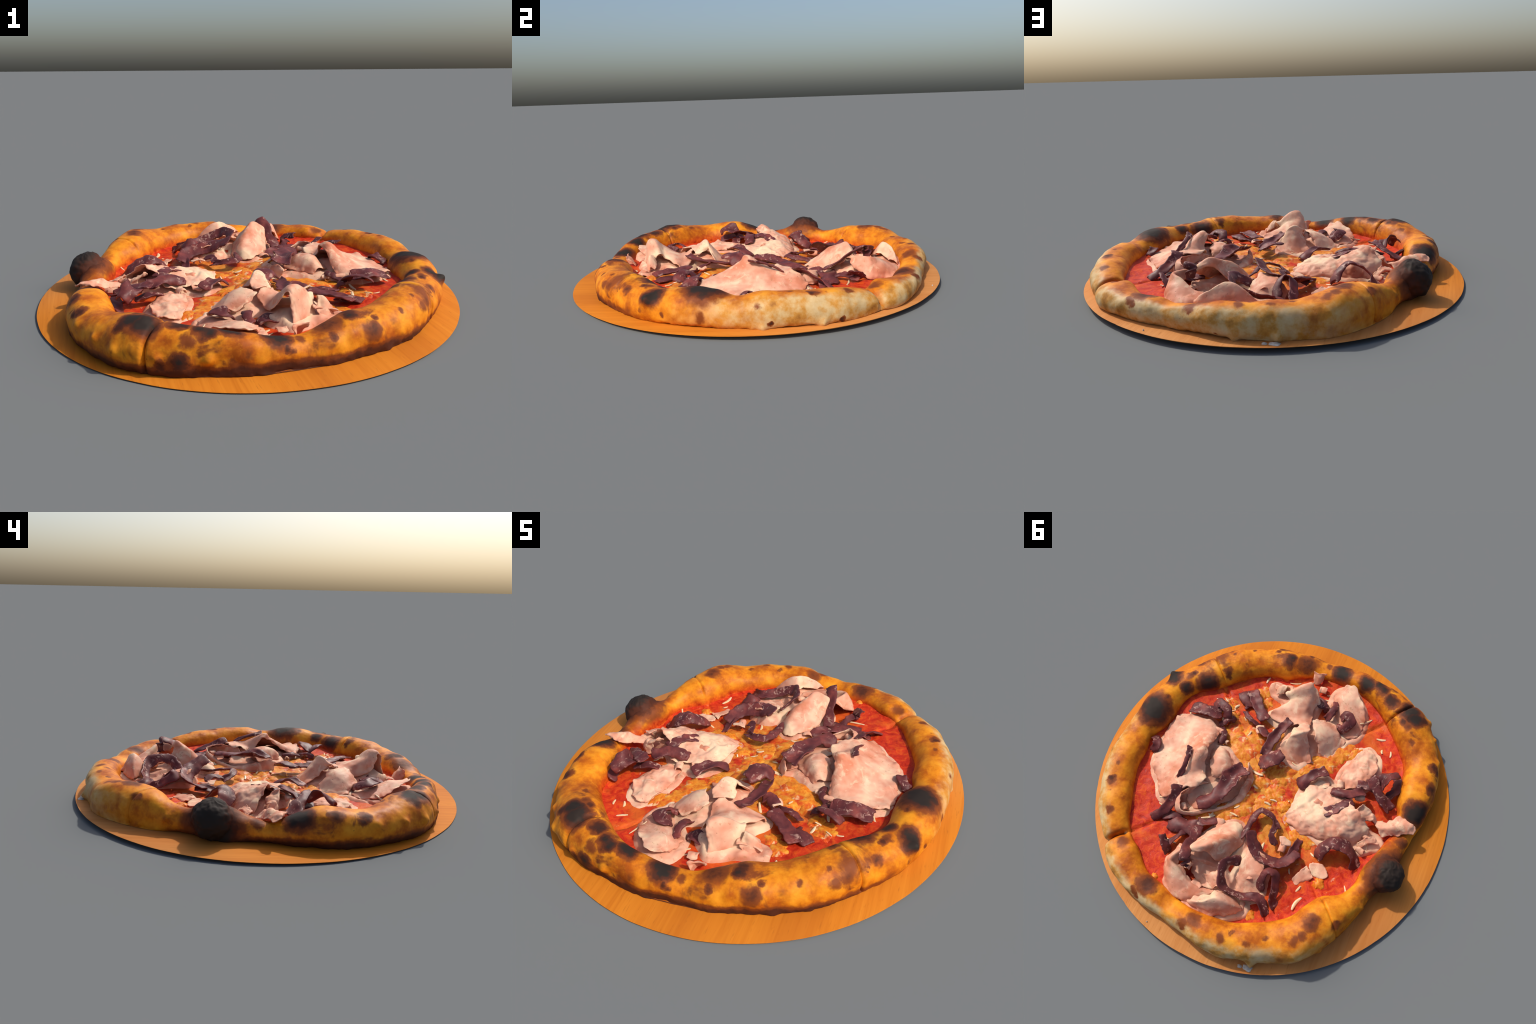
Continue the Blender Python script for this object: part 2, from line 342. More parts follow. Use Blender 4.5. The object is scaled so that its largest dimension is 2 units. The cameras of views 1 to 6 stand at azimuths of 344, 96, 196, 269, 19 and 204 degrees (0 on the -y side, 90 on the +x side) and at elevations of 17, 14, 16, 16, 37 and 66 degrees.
HAM_SLICES["north_chip_b"] = [
    [(-0.341, 0.333, 0.064), (-0.385, 0.314, 0.063), (-0.443, 0.316, 0.056)],
    [(-0.389, 0.385, 0.059), (-0.43, 0.388, 0.06), (-0.466, 0.358, 0.056)],
]
HAM_SLICES["north_chip_c"] = [
    [(-0.152, 0.265, 0.095), (-0.19, 0.256, 0.104)],
    [(-0.178, 0.31, 0.09), (-0.239, 0.292, 0.089)],
]
HAM_SLICES["south_shred"] = [
    [(0.22, -0.554, 0.084), (0.173, -0.541, 0.1), (0.12, -0.525, 0.125)],
    [(0.225, -0.581, 0.11), (0.175, -0.573, 0.117), (0.119, -0.594, 0.134)],
]
STRIPS = []
STRIPS.append(dict(width=0.078, roll=0.3, spine=[(0.608, -0.255, 0.107), (0.511, -0.259, 0.133), (0.424, -0.272, 0.12)]))
STRIPS.append(dict(width=0.055, roll=-0.4, spine=[(0.495, -0.326, 0.113), (0.446, -0.324, 0.14), (0.404, -0.298, 0.136), (0.388, -0.267, 0.104)]))
STRIPS.append(dict(width=0.03, roll=0, spine=[(0.42, -0.213, 0.096), (0.37, -0.27, 0.103), (0.344, -0.276, 0.083)]))
STRIPS.append(dict(width=0.03, roll=0.5, spine=[(0.397, -0.209, 0.096), (0.361, -0.167, 0.107), (0.36, -0.108, 0.095)]))
STRIPS.append(dict(width=0.05, roll=0.4, spine=[(0.724, -0.017, 0.091), (0.683, 0.036, 0.119), (0.692, 0.08, 0.09)]))
STRIPS.append(dict(width=0.028, roll=0.9, spine=[(0.469, 0.021, 0.21), (0.455, 0.096, 0.195), (0.467, 0.191, 0.152)]))
STRIPS.append(dict(width=0.05, roll=0.8, spine=[(0.447, 0.232, 0.165), (0.44, 0.295, 0.144), (0.477, 0.384, 0.105), (0.525, 0.427, 0.078)]))
STRIPS.append(dict(width=0.045, roll=0, spine=[(0.478, 0.386, 0.077), (0.421, 0.378, 0.088), (0.37, 0.361, 0.074)]))
STRIPS.append(dict(width=0.085, roll=0.2, spine=[(0.329, 0.262, 0.111), (0.254, 0.22, 0.131), (0.218, 0.14, 0.139), (0.198, 0.059, 0.147), (0.159, -0.007, 0.134)]))
STRIPS.append(dict(width=0.058, roll=0, spine=[(0.334, -0.497, 0.099), (0.263, -0.413, 0.106), (0.188, -0.335, 0.109)]))
STRIPS.append(dict(width=0.03, roll=0.3, spine=[(0.321, -0.349, 0.09), (0.265, -0.313, 0.098), (0.193, -0.292, 0.084)]))
STRIPS.append(dict(width=0.06, roll=0, spine=[(0.388, -0.466, 0.08), (0.327, -0.424, 0.086), (0.3, -0.389, 0.078)]))
STRIPS.append(dict(width=0.045, roll=0.5, spine=[(0.19, -0.297, 0.092), (0.149, -0.254, 0.109), (0.109, -0.264, 0.091)]))
STRIPS.append(dict(width=0.052, roll=0.2, spine=[(0.044, -0.38, 0.134), (0.081, -0.305, 0.112), (0.099, -0.226, 0.108), (0.107, -0.129, 0.099)]))
STRIPS.append(dict(width=0.08, roll=0.3, spine=[(0.112, -0.075, 0.099), (0.058, -0.108, 0.134), (0.012, -0.175, 0.125)]))
STRIPS.append(dict(width=0.042, roll=0.4, spine=[(-0.154, -0.604, 0.095), (-0.15, -0.527, 0.114), (-0.129, -0.48, 0.087)]))
STRIPS.append(dict(width=0.05, roll=1.2, spine=[(-0.212, -0.509, 0.094), (-0.235, -0.541, 0.127), (-0.27, -0.501, 0.127), (-0.247, -0.451, 0.103), (-0.204, -0.452, 0.085)]))
STRIPS.append(dict(width=0.055, roll=0.3, spine=[(-0.029, -0.582, 0.084), (-0.084, -0.562, 0.096), (-0.116, -0.554, 0.068)]))
STRIPS.append(dict(width=0.062, roll=0.3, spine=[(-0.136, -0.045, 0.082), (-0.193, -0.114, 0.118), (-0.257, -0.177, 0.103)]))
STRIPS.append(dict(width=0.058, roll=0.5, spine=[(-0.317, -0.076, 0.112), (-0.406, -0.083, 0.136), (-0.488, -0.129, 0.12)]))
STRIPS.append(dict(width=0.052, roll=0.3, spine=[(-0.325, 0.069, 0.126), (-0.39, 0.014, 0.145), (-0.44, -0.051, 0.135)]))
STRIPS.append(dict(width=0.058, roll=0.3, spine=[(-0.493, -0.212, 0.15), (-0.559, -0.147, 0.135), (-0.649, -0.096, 0.088)]))
STRIPS.append(dict(width=0.065, roll=0.8, spine=[(-0.555, -0.182, 0.12), (-0.571, -0.234, 0.165), (-0.62, -0.293, 0.129)]))
STRIPS.append(dict(width=0.05, roll=0.9, spine=[(-0.609, -0.162, 0.078), (-0.639, -0.212, 0.098), (-0.625, -0.3, 0.073)]))
STRIPS.append(dict(width=0.05, roll=0, spine=[(-0.428, -0.169, 0.091), (-0.501, -0.177, 0.1), (-0.558, -0.186, 0.089)]))
STRIPS.append(dict(width=0.075, roll=0.9, spine=[(-0.383, 0.3, 0.067), (-0.388, 0.251, 0.111), (-0.435, 0.206, 0.148), (-0.504, 0.197, 0.125), (-0.559, 0.227, 0.084), (-0.583, 0.273, 0.058)]))
STRIPS.append(dict(width=0.07, roll=1.0, spine=[(-0.02, 0.324, 0.178), (-0.079, 0.39, 0.142), (-0.162, 0.417, 0.118), (-0.228, 0.397, 0.104), (-0.276, 0.309, 0.089)]))
STRIPS.append(dict(width=0.036, roll=0.9, spine=[(0.074, 0.415, 0.081), (0.025, 0.324, 0.094), (0.01, 0.228, 0.107), (-0.02, 0.174, 0.115), (-0.085, 0.188, 0.105), (-0.128, 0.232, 0.087)]))
STRIPS.append(dict(width=0.05, roll=1.0, spine=[(0.405, 0.501, 0.136), (0.373, 0.548, 0.112), (0.347, 0.573, 0.083)]))
STRIPS.append(dict(width=0.035, roll=0.6, spine=[(0.382, 0.554, 0.088), (0.344, 0.482, 0.103), (0.32, 0.429, 0.09)]))
STRIPS.append(dict(width=0.085, roll=0.2, spine=[(0.424, 0.405, 0.08), (0.327, 0.405, 0.091), (0.247, 0.389, 0.089)]))
STRIPS.append(dict(width=0.05, roll=0.5, spine=[(0.287, 0.357, 0.086), (0.233, 0.347, 0.097), (0.189, 0.306, 0.088)]))
STRIPS.append(dict(width=0.045, roll=0.5, spine=[(0.255, 0.379, 0.102), (0.246, 0.465, 0.152), (0.243, 0.526, 0.19), (0.22, 0.594, 0.218), (0.22, 0.598, 0.143)]))
STRIPS.append(dict(width=0.052, roll=1.2, spine=[(-0.024, 0.467, 0.106), (0.034, 0.52, 0.151), (0.029, 0.584, 0.16), (-0.012, 0.635, 0.138), (-0.103, 0.636, 0.105), (-0.185, 0.612, 0.095), (-0.254, 0.675, 0.065)]))
STRIPS.append(dict(width=0.05, roll=1.1, spine=[(-0.169, 0.563, 0.077), (-0.158, 0.515, 0.118), (-0.18, 0.472, 0.143), (-0.223, 0.473, 0.137), (-0.242, 0.525, 0.108), (-0.252, 0.587, 0.08), (-0.279, 0.62, 0.06)]))
STRIPS.append(dict(width=0.04, roll=0.6, spine=[(-0.263, 0.232, 0.07), (-0.251, 0.321, 0.084), (-0.242, 0.365, 0.08)]))
STRIPS.append(dict(width=0.035, roll=0.5, spine=[(-0.114, 0.224, 0.096), (-0.118, 0.283, 0.105), (-0.16, 0.318, 0.091)]))
CHEESE_PATCHES = []
CHEESE_PATCHES.append(dict(centre=(0.239, -0.151, 0.078), radius=0.11))
CHEESE_PATCHES.append(dict(centre=(0.321, -0.2, 0.078), radius=0.08))
CHEESE_PATCHES.append(dict(centre=(0.208, -0.233, 0.074), radius=0.09))
CHEESE_PATCHES.append(dict(centre=(0.26, 0.001, 0.072), radius=0.06))
CHEESE_PATCHES.append(dict(centre=(-0.031, -0.073, 0.07), radius=0.09))
CHEESE_PATCHES.append(dict(centre=(0.068, 0.001, 0.073), radius=0.08))
CHEESE_PATCHES.append(dict(centre=(-0.227, -0.236, 0.066), radius=0.09))
CHEESE_PATCHES.append(dict(centre=(-0.29, -0.337, 0.065), radius=0.09))
CHEESE_PATCHES.append(dict(centre=(-0.361, -0.345, 0.058), radius=0.06))
CHEESE_PATCHES.append(dict(centre=(-0.144, -0.153, 0.068), radius=0.06))
CHEESE_PATCHES.append(dict(centre=(0.175, 0.247, 0.075), radius=0.08))
CHEESE_PATCHES.append(dict(centre=(0.257, 0.318, 0.075), radius=0.06))
CHEESE_PATCHES.append(dict(centre=(0.096, 0.168, 0.073), radius=0.09))
CHEESE_PATCHES.append(dict(centre=(-0, 0.126, 0.069), radius=0.07))
CHEESE_PATCHES.append(dict(centre=(-0.036, 0.042, 0.068), radius=0.07))
CHEESE_PATCHES.append(dict(centre=(-0.244, 0.202, 0.066), radius=0.07))
CHEESE_PATCHES.append(dict(centre=(-0.177, 0.14, 0.062), radius=0.06))
CHEESE_PATCHES.append(dict(centre=(0.426, -0.361, 0.081), radius=0.07))
CHEESE_PATCHES.append(dict(centre=(0.374, -0.315, 0.077), radius=0.05))
CHEESE_PATCHES.append(dict(centre=(0.264, -0.519, 0.077), radius=0.06))
CHEESE_PATCHES.append(dict(centre=(0.226, -0.465, 0.074), radius=0.05))
CHEESE_PATCHES.append(dict(centre=(-0.114, 0.091, 0.064), radius=0.05))
CHEESE_PATCHES.append(dict(centre=(-0.294, 0.224, 0.063), radius=0.06))
CHEESE_PATCHES.append(dict(centre=(-0.438, 0.415, 0.053), radius=0.04))
CHEESE_PATCHES.append(dict(centre=(-0.148, -0.252, 0.066), radius=0.05))
CHEESE_PATCHES.append(dict(centre=(0.359, 0.712, 0.074), radius=0.03))
CHEESE_PATCHES.append(dict(centre=(-0.053, -0.766, 0.065), radius=0.04))
CHEESE_PATCHES.append(dict(centre=(-0.168, 0.698, 0.062), radius=0.04))
# Small rolled scraps: place, size, heading, bend
HAM_CURLS = []
HAM_CURLS.append((0.4, -0.178, 0.104, 0.027, 4.66, 2.01))
HAM_CURLS.append((0.343, -0.134, 0.091, 0.0225, 4.65, 2.19))
HAM_CURLS.append((0.373, 0.122, 0.128, 0.0315, 5.92, 1.81))
HAM_CURLS.append((0.384, 0.315, 0.104, 0.027, 0.71, 1.56))
HAM_CURLS.append((0.187, -0.273, 0.092, 0.0315, 3.6, 0.92))
HAM_CURLS.append((-0.046, -0.663, 0.079, 0.027, 4.81, 1.12))
HAM_CURLS.append((-0.207, -0.42, 0.076, 0.0315, 0.87, 1.76))
HAM_CURLS.append((-0.282, 0.022, 0.103, 0.0315, 1.32, 1.2))
HAM_CURLS.append((-0.224, 0.084, 0.085, 0.027, 5.48, 1.31))
HAM_CURLS.append((-0.35, -0.133, 0.092, 0.0315, 3.39, 1.85))
HAM_CURLS.append((-0.586, 0.097, 0.089, 0.027, 4.34, 2.25))
HAM_CURLS.append((-0.472, -0.099, 0.11, 0.0315, 1.88, 1.41))
HAM_CURLS.append((-0.194, 0.316, 0.085, 0.0315, 0.02, 1.85))
HAM_CURLS.append((0.217, 0.594, 0.109, 0.027, 3.02, 1.34))
HAM_CURLS.append((0.135, 0.68, 0.1, 0.036, 4.43, 0.98))
HAM_CURLS.append((-0.119, 0.675, 0.078, 0.027, 0.14, 1.95))
HAM_CURLS.append((-0.103, 0.514, 0.105, 0.036, 0.11, 2))
HAM_CURLS.append((0.169, 0.32, 0.079, 0.0315, 0.06, 0.97))
HAM_CURLS.append((-0.573, 0.167, 0.069, 0.027, 1.23, 1.96))
# ------------------------------------------------------------------ materials
class Nodes:
    """Small helper for writing node trees."""

    def __init__(self, name):
        self.mat = bpy.data.materials.new(name)
        self.mat.use_nodes = True
        self.tree = self.mat.node_tree
        self.bsdf = self.tree.nodes["Principled BSDF"]
        self.coord = self.new("ShaderNodeTexCoord").outputs["Object"]

    def new(self, kind, **props):
        n = self.tree.nodes.new(kind)
        for k, v in props.items():
            setattr(n, k, v)
        return n

    def put(self, socket, value):
        if isinstance(value, bpy.types.NodeSocket):
            self.tree.links.new(value, socket)
        elif isinstance(value, (tuple, list)) and len(value) == 3 and socket.type == "RGBA":
            socket.default_value = (*value, 1)
        else:
            socket.default_value = value

    def noise(self, scale, detail=4, rough=0.55, vec=None, distortion=0.0, out="Fac"):
        n = self.new("ShaderNodeTexNoise")
        self.put(n.inputs["Vector"], vec or self.coord)
        n.inputs["Scale"].default_value = scale
        n.inputs["Detail"].default_value = detail
        n.inputs["Roughness"].default_value = rough
        n.inputs["Distortion"].default_value = distortion
        return n.outputs[out]

    def voronoi(self, scale, vec=None, rand=1.0):
        n = self.new("ShaderNodeTexVoronoi")
        self.put(n.inputs["Vector"], vec or self.coord)
        n.inputs["Scale"].default_value = scale
        n.inputs["Randomness"].default_value = rand
        return n.outputs["Distance"]

    def math(self, op, a, b=0.0, clamp=False):
        n = self.new("ShaderNodeMath", operation=op, use_clamp=clamp)
        self.put(n.inputs[0], a)
        self.put(n.inputs[1], b)
        return n.outputs[0]

    def vec(self, op, a, b=(0, 0, 0)):
        n = self.new("ShaderNodeVectorMath", operation=op)
        self.put(n.inputs[0], a)
        if op == "SCALE":
            self.put(n.inputs["Scale"], b)
        else:
            self.put(n.inputs[1], b)
        return n.outputs["Value" if op in ("DISTANCE", "LENGTH", "DOT_PRODUCT") else "Vector"]

    def scaled(self, sx, sy, sz):
        return self.vec("MULTIPLY", self.coord, (sx, sy, sz))

    def step(self, x, lo, hi, to0=0.0, to1=1.0):
        n = self.new("ShaderNodeMapRange", interpolation_type="SMOOTHSTEP")
        self.put(n.inputs["Value"], x)
        n.inputs["From Min"].default_value = lo
        n.inputs["From Max"].default_value = hi
        n.inputs["To Min"].default_value = to0
        n.inputs["To Max"].default_value = to1
        return n.outputs["Result"]

    def mix(self, fac, a, b):
        n = self.new("ShaderNodeMix", data_type="RGBA")
        self.put(n.inputs["Factor"], fac)
        self.put(n.inputs["A"] if False else n.inputs[6], a)
        self.put(n.inputs[7], b)
        return n.outputs[2]

    def ramp(self, fac, stops):
        n = self.new("ShaderNodeValToRGB")
        self.put(n.inputs["Fac"], fac)
        e = n.color_ramp.elements
        while len(e) < len(stops):
            e.new(0.5)
        for el, (pos, col) in zip(e, stops):
            el.position = pos
            el.color = (*col, 1)
        return n.outputs["Color"]

    def xyz(self, v=None):
        n = self.new("ShaderNodeSeparateXYZ")
        self.put(n.inputs[0], v or self.coord)
        return n.outputs

    def bump(self, height, strength=0.3, distance=0.01):
        n = self.new("ShaderNodeBump")
        self.put(n.inputs["Height"], height)
        n.inputs["Strength"].default_value = strength
        n.inputs["Distance"].default_value = distance
        self.put(self.bsdf.inputs["Normal"], n.outputs["Normal"])

    def finish(self, color, rough=0.5, specular=0.4, subsurface=0.0, radius=(0.02, 0.008, 0.005)):
        self.put(self.bsdf.inputs["Base Color"], color)
        self.put(self.bsdf.inputs["Roughness"], rough)
        self.bsdf.inputs["Specular IOR Level"].default_value = specular
        if subsurface:
            self.bsdf.inputs["Subsurface Weight"].default_value = subsurface
            self.bsdf.inputs["Subsurface Radius"].default_value = radius
            self.bsdf.inputs["Subsurface Scale"].default_value = 0.4
        return self.mat


# base colours (linear)
GOLD, GOLD_DEEP, GOLD_PALE = (0.62, 0.190, 0.008), (0.42, 0.098, 0.006), (0.77, 0.300, 0.017)
DOUGH = (0.56, 0.37, 0.165)
TOAST, TOAST_DARK, CHAR = (0.20, 0.048, 0.010), (0.070, 0.020, 0.010), (0.026, 0.018, 0.014)
SAUCE, SAUCE_DEEP, SAUCE_ORANGE = (0.52, 0.034, 0.011), (0.32, 0.012, 0.005), (0.66, 0.100, 0.012)


def wood_material():
    m = Nodes("oiled_wood")
    grain = m.noise(26, 6, 0.6, m.scaled(1.6, 0.07, 1.0), 0.6)
    band = m.noise(3.2, 2, 0.5, m.scaled(1.0, 0.12, 1.0))
    pore = m.noise(120, 3, 0.6, m.scaled(1.0, 0.12, 1.0))
    y = m.xyz()[1]
    warm = m.ramp(grain, [(0.30, (0.50, 0.145, 0.012)), (0.52, (0.57, 0.180, 0.016)), (0.75, (0.62, 0.210, 0.020))])
    pale_grain = m.ramp(grain, [(0.30, (0.51, 0.200, 0.055)), (0.55, (0.56, 0.235, 0.070)), (0.75, (0.60, 0.265, 0.085))])
    col = m.mix(m.step(m.math("ADD", y, m.math("MULTIPLY", band, 0.5)), 0.05, 1.05), warm, pale_grain)
    col = m.mix(m.step(band, 0.50, 0.72, 0.0, 0.45), col, (0.40, 0.105, 0.012))
    col = m.mix(m.step(pore, 0.60, 0.74, 0.0, 0.35), col, (0.26, 0.075, 0.012))
    m.bump(grain, 0.12, 0.003)
    return m.finish(col, 0.65, 0.08)


def crust_material(spots):
    m = Nodes("baked_crust")
    warp = m.vec("SCALE", m.vec("SUBTRACT", m.noise(13, 4, 0.6, out="Color"), (0.5, 0.5, 0.5)), 0.075)
    p = m.vec("ADD", m.coord, warp)
    char = 0.0
    for x, y, z, r, k in spots:
        d = m.vec("DISTANCE", p, (x, y, z))
        s = m.step(d, r * 1.95, r * 0.20, 0.0, k * (0.9 if r < 0.04 else 1.0))
        char = s if isinstance(char, float) else m.math("MAXIMUM", char, s)
    x, y, z = m.xyz()
    flat = m.vec("MULTIPLY", m.coord, (1, 1, 0))
    radial = m.vec("NORMALIZE", flat)
    normal = m.new("ShaderNodeNewGeometry").outputs["Normal"]
    outward = m.vec("DOT_PRODUCT", normal, radial)
    mottled = m.noise(9, 5, 0.62)
    fine = m.noise(34, 5, 0.65)
    gold = m.ramp(mottled, [(0.30, (0.30, 0.062, 0.006)), (0.40, GOLD_DEEP), (0.52, GOLD), (0.68, GOLD_PALE)])
    gold = m.mix(m.step(fine, 0.50, 0.70, 0.0, 0.35), gold, GOLD_PALE)
    # the rim that faced away from the fire stayed pale
    side = m.math("ADD", m.math("MULTIPLY", y, 0.85), m.math("MULTIPLY", x, 0.55))
    pale = m.math("MULTIPLY", m.step(outward, 0.05, 0.62), m.step(m.math("ADD", side, m.math("MULTIPLY", mottled, 0.5)), 0.40, 0.95))
    dough = m.ramp(m.noise(11, 5, 0.65), [(0.30, (0.30, 0.115, 0.022)), (0.43, (0.50, 0.23, 0.045)), (0.56, DOUGH), (0.72, (0.62, 0.46, 0.26))])
    col = m.mix(pale, gold, dough)
    # freckles of toast
    freckle = m.math("MULTIPLY", m.step(m.noise(19, 3, 0.6), 0.60, 0.74), m.step(m.noise(5, 2), 0.42, 0.62))
    toast = m.math("MAXIMUM", m.math("MULTIPLY", freckle, 0.42), char)
    cloud = m.math("MULTIPLY", m.step(m.noise(7.5, 4, 0.6, distortion=0.5), 0.44, 0.72), m.step(m.math("ADD", side, m.math("MULTIPLY", mottled, 0.4)), 0.75, -0.15))
    toast = m.math("MAXIMUM", toast, m.math("MULTIPLY", cloud, 0.44))
    # dark brown band low on the -x, -y outer flank
    foot = m.math("MULTIPLY", m.step(m.math("ADD", z, m.math("MULTIPLY", mottled, 0.05)), 0.100, 0.045), m.step(side, 0.35, -0.45))
    foot = m.math("MULTIPLY", foot, m.step(outward, 0.1, 0.5))
    toast = m.math("MAXIMUM", toast, m.math("MULTIPLY", foot, 0.74))
    heat = m.math("ADD", toast, m.math("MULTIPLY", m.math("MULTIPLY", m.math("SUBTRACT", fine, 0.5), 0.45), m.step(toast, 0.05, 0.4)), True)
    col = m.mix(m.step(heat, 0.10, 0.42), col, TOAST)
    col = m.mix(m.step(heat, 0.42, 0.72), col, TOAST_DARK)
    col = m.mix(m.step(heat, 0.72, 0.95), col, CHAR)
    # sauce soaked into the inner slope
    wet = m.math("MULTIPLY", m.step(outward, 0.15, -0.45), m.step(m.math("ADD", z, m.math("MULTIPLY", m.math("SUBTRACT", mottled, 0.5), 0.06)), 0.108, 0.062))
    col = m.mix(m.math("MULTIPLY", wet, 0.92), col, m.ramp(fine, [(0.35, SAUCE_DEEP), (0.65, SAUCE_ORANGE)]))
    m.bump(m.math("ADD", m.noise(60, 4, 0.6), m.math("MULTIPLY", mottled, 2.0)), 0.10, 0.005)
    return m.finish(col, m.step(heat, 0.0, 1.0, 0.5, 0.7), 0.15)


def sauce_material():
    m = Nodes("tomato_sauce")
    big = m.noise(6, 4, 0.6)
    fine = m.noise(26, 5, 0.65, distortion=0.8)
    col = m.ramp(fine, [(0.30, SAUCE_DEEP), (0.50, SAUCE), (0.72, SAUCE_ORANGE)])
    col = m.mix(m.step(big, 0.50, 0.66, 0.0, 0.55), col, (0.62, 0.150, 0.020))
    r = m.vec("LENGTH", m.vec("MULTIPLY", m.coord, (1, 1, 0)))
    cheesy = m.math("MULTIPLY", m.step(m.math("ADD", r, m.math("MULTIPLY", big, 0.4)), 0.80, 0.45), m.step(m.noise(11, 5, 0.65), 0.40, 0.58))
    col = m.mix(m.math("MULTIPLY", cheesy, 0.85), col, m.ramp(fine, [(0.35, (0.60, 0.19, 0.018)), (0.65, (0.72, 0.36, 0.06))]))
    fleck = m.math("MULTIPLY", m.step(m.noise(48, 3, 0.6, m.scaled(1, 0.6, 1)), 0.66, 0.74), m.step(m.noise(8, 2), 0.45, 0.6))
    col = m.mix(m.math("MULTIPLY", fleck, 0.75), col, (0.70, 0.38, 0.25))
    m.bump(fine, 0.5, 0.008)
    return m.finish(col, m.step(fine, 0.3, 0.7, 0.40, 0.6), 0.12)


def cheese_material():
    m = Nodes("melted_cheese")
    big = m.noise(10, 4, 0.6, distortion=0.5)
    fine = m.noise(30, 5, 0.65, distortion=0.6)
    col = m.ramp(fine, [(0.32, (0.54, 0.095, 0.010)), (0.47, (0.66, 0.200, 0.016)), (0.62, (0.74, 0.32, 0.04))])
    col = m.mix(m.step(big, 0.46, 0.60, 0.0, 0.85), col, m.ramp(fine, [(0.4, SAUCE), (0.65, SAUCE_ORANGE)]))
    col = m.mix(m.step(m.noise(17, 4, 0.6, distortion=0.8), 0.57, 0.66, 0.0, 0.85), col, (0.74, 0.50, 0.24))
    m.bump(fine, 0.3, 0.006)
    return m.finish(col, 0.45, 0.2, 0.1)


def ham_material():
    m = Nodes("cooked_ham")
    off = m.new("ShaderNodeObjectInfo").outputs["Random"]
    p = m.vec("ADD", m.coord, m.vec("SCALE", (1.7, 2.9, 0.8), off))
    big = m.noise(5.5, 3, 0.55, p)
    mid = m.noise(22, 5, 0.6, p)
    col = m.ramp(m.math("ADD", m.math("MULTIPLY", big, 0.85), m.math("MULTIPLY", mid, 0.15)),
                 [(0.36, (0.75, 0.51, 0.33)), (0.46, (0.71, 0.395, 0.265)), (0.55, (0.65, 0.29, 0.185)), (0.66, (0.54, 0.19, 0.105))])
    # creamy fat smears, browned freckles, small dark pits
    fat = m.step(m.noise(13, 5, 0.65, p, 0.9), 0.54, 0.66)
    col = m.mix(m.math("MULTIPLY", fat, 0.5), col, (0.80, 0.60, 0.40))
    brown = m.math("MULTIPLY", m.step(m.noise(58, 3, 0.6, p), 0.58, 0.70), m.step(m.noise(7, 2, 0.5, p), 0.44, 0.58))
    col = m.mix(m.math("MULTIPLY", brown, 0.45), col, (0.36, 0.16, 0.06))
    pore = m.step(m.voronoi(34, p), 0.17, 0.06)
    pore = m.math("MULTIPLY", pore, m.step(mid, 0.46, 0.54))
    col = m.mix(m.math("MULTIPLY", pore, 0.45), col, (0.30, 0.12, 0.08))
    m.bump(m.math("SUBTRACT", mid, m.math("MULTIPLY", pore, 0.6)), 0.28, 0.006)
    return m.finish(col, 0.5, 0.12, 0.15, (0.02, 0.009, 0.006))


def meat_material():
    m = Nodes("cured_meat")
    off = m.new("ShaderNodeObjectInfo").outputs["Random"]
    p = m.vec("ADD", m.coord, m.vec("SCALE", (2.3, 1.1, 0.7), off))
    mid = m.noise(16, 4, 0.6, p)
    col = m.ramp(mid, [(0.30, (0.068, 0.015, 0.016)), (0.52, (0.122, 0.028, 0.027)), (0.70, (0.215, 0.046, 0.036))])
    fat = m.math("MULTIPLY", m.step(m.noise(40, 4, 0.6, p, 0.8), 0.56, 0.66), m.step(m.noise(9, 2, 0.5, p), 0.40, 0.58))
    col = m.mix(m.math("MULTIPLY", fat, 0.7), col, (0.52, 0.31, 0.24))
    m.bump(m.noise(30, 4, 0.6, p), 0.18, 0.005)
    return m.finish(col, 0.5, 0.25)


def shred_material():
    m = Nodes("cheese_shred")
    col = m.ramp(m.noise(30, 3), [(0.35, (0.72, 0.46, 0.22)), (0.6, (0.78, 0.60, 0.40))])
    return m.finish(col, 0.42, 0.45, 0.1)


def flour_material():
    m = Nodes("flour_crust")
    return m.finish(m.ramp(m.noise(60, 3), [(0.4, (0.42, 0.36, 0.30)), (0.6, (0.60, 0.55, 0.48))]), 0.8, 0.2)

# ------------------------------------------------------------------- building
def make_object(name, verts, faces, material, parent, origin=None, smooth=True):
    mesh = bpy.data.meshes.new(name)
    o = Vector(origin) if origin is not None else Vector((0, 0, 0))
    v = np.asarray(verts, dtype=float).reshape(-1, 3) - np.array(o)
    mesh.from_pydata(v.tolist(), [], faces)
    mesh.validate()
    if smooth:
        mesh.polygons.foreach_set("use_smooth", [True] * len(mesh.polygons))
    mesh.materials.append(material)
    mesh.update()
    obj = bpy.data.objects.new(name, mesh)
    bpy.context.scene.collection.objects.link(obj)
    obj.parent = parent
    obj.location = o - (parent.location if parent else Vector((0, 0, 0)))
    return obj


def grid_faces(m, n, flip=False):
    f = []
    for i in range(m - 1):
        for j in range(n - 1):
            a = i * n + j
            q = (a, a + 1, a + n + 1, a + n)
            f.append(q[::-1] if flip else q)
    return f


def catmull(points, samples):
    """Sample a Catmull-Rom curve through the points (axis 0)."""
    p = np.asarray(points, float)
    n = len(p)
    t = np.linspace(0, n - 1, samples)
    i = np.minimum(t.astype(int), n - 2)
    f = (t - i).reshape((-1,) + (1,) * (p.ndim - 1))
    ext = np.concatenate([[2 * p[0] - p[1]], p, [2 * p[-1] - p[-2]]])
    a, b, c, d = ext[i], ext[i + 1], ext[i + 2], ext[i + 3]
    return b + 0.5 * f * (c - a + f * (2 * a - 5 * b + 4 * c - d + f * (3 * (b - c) + d - a)))


def unit(v):
    return v / (np.linalg.norm(v, axis=-1, keepdims=True) + 1e-9)


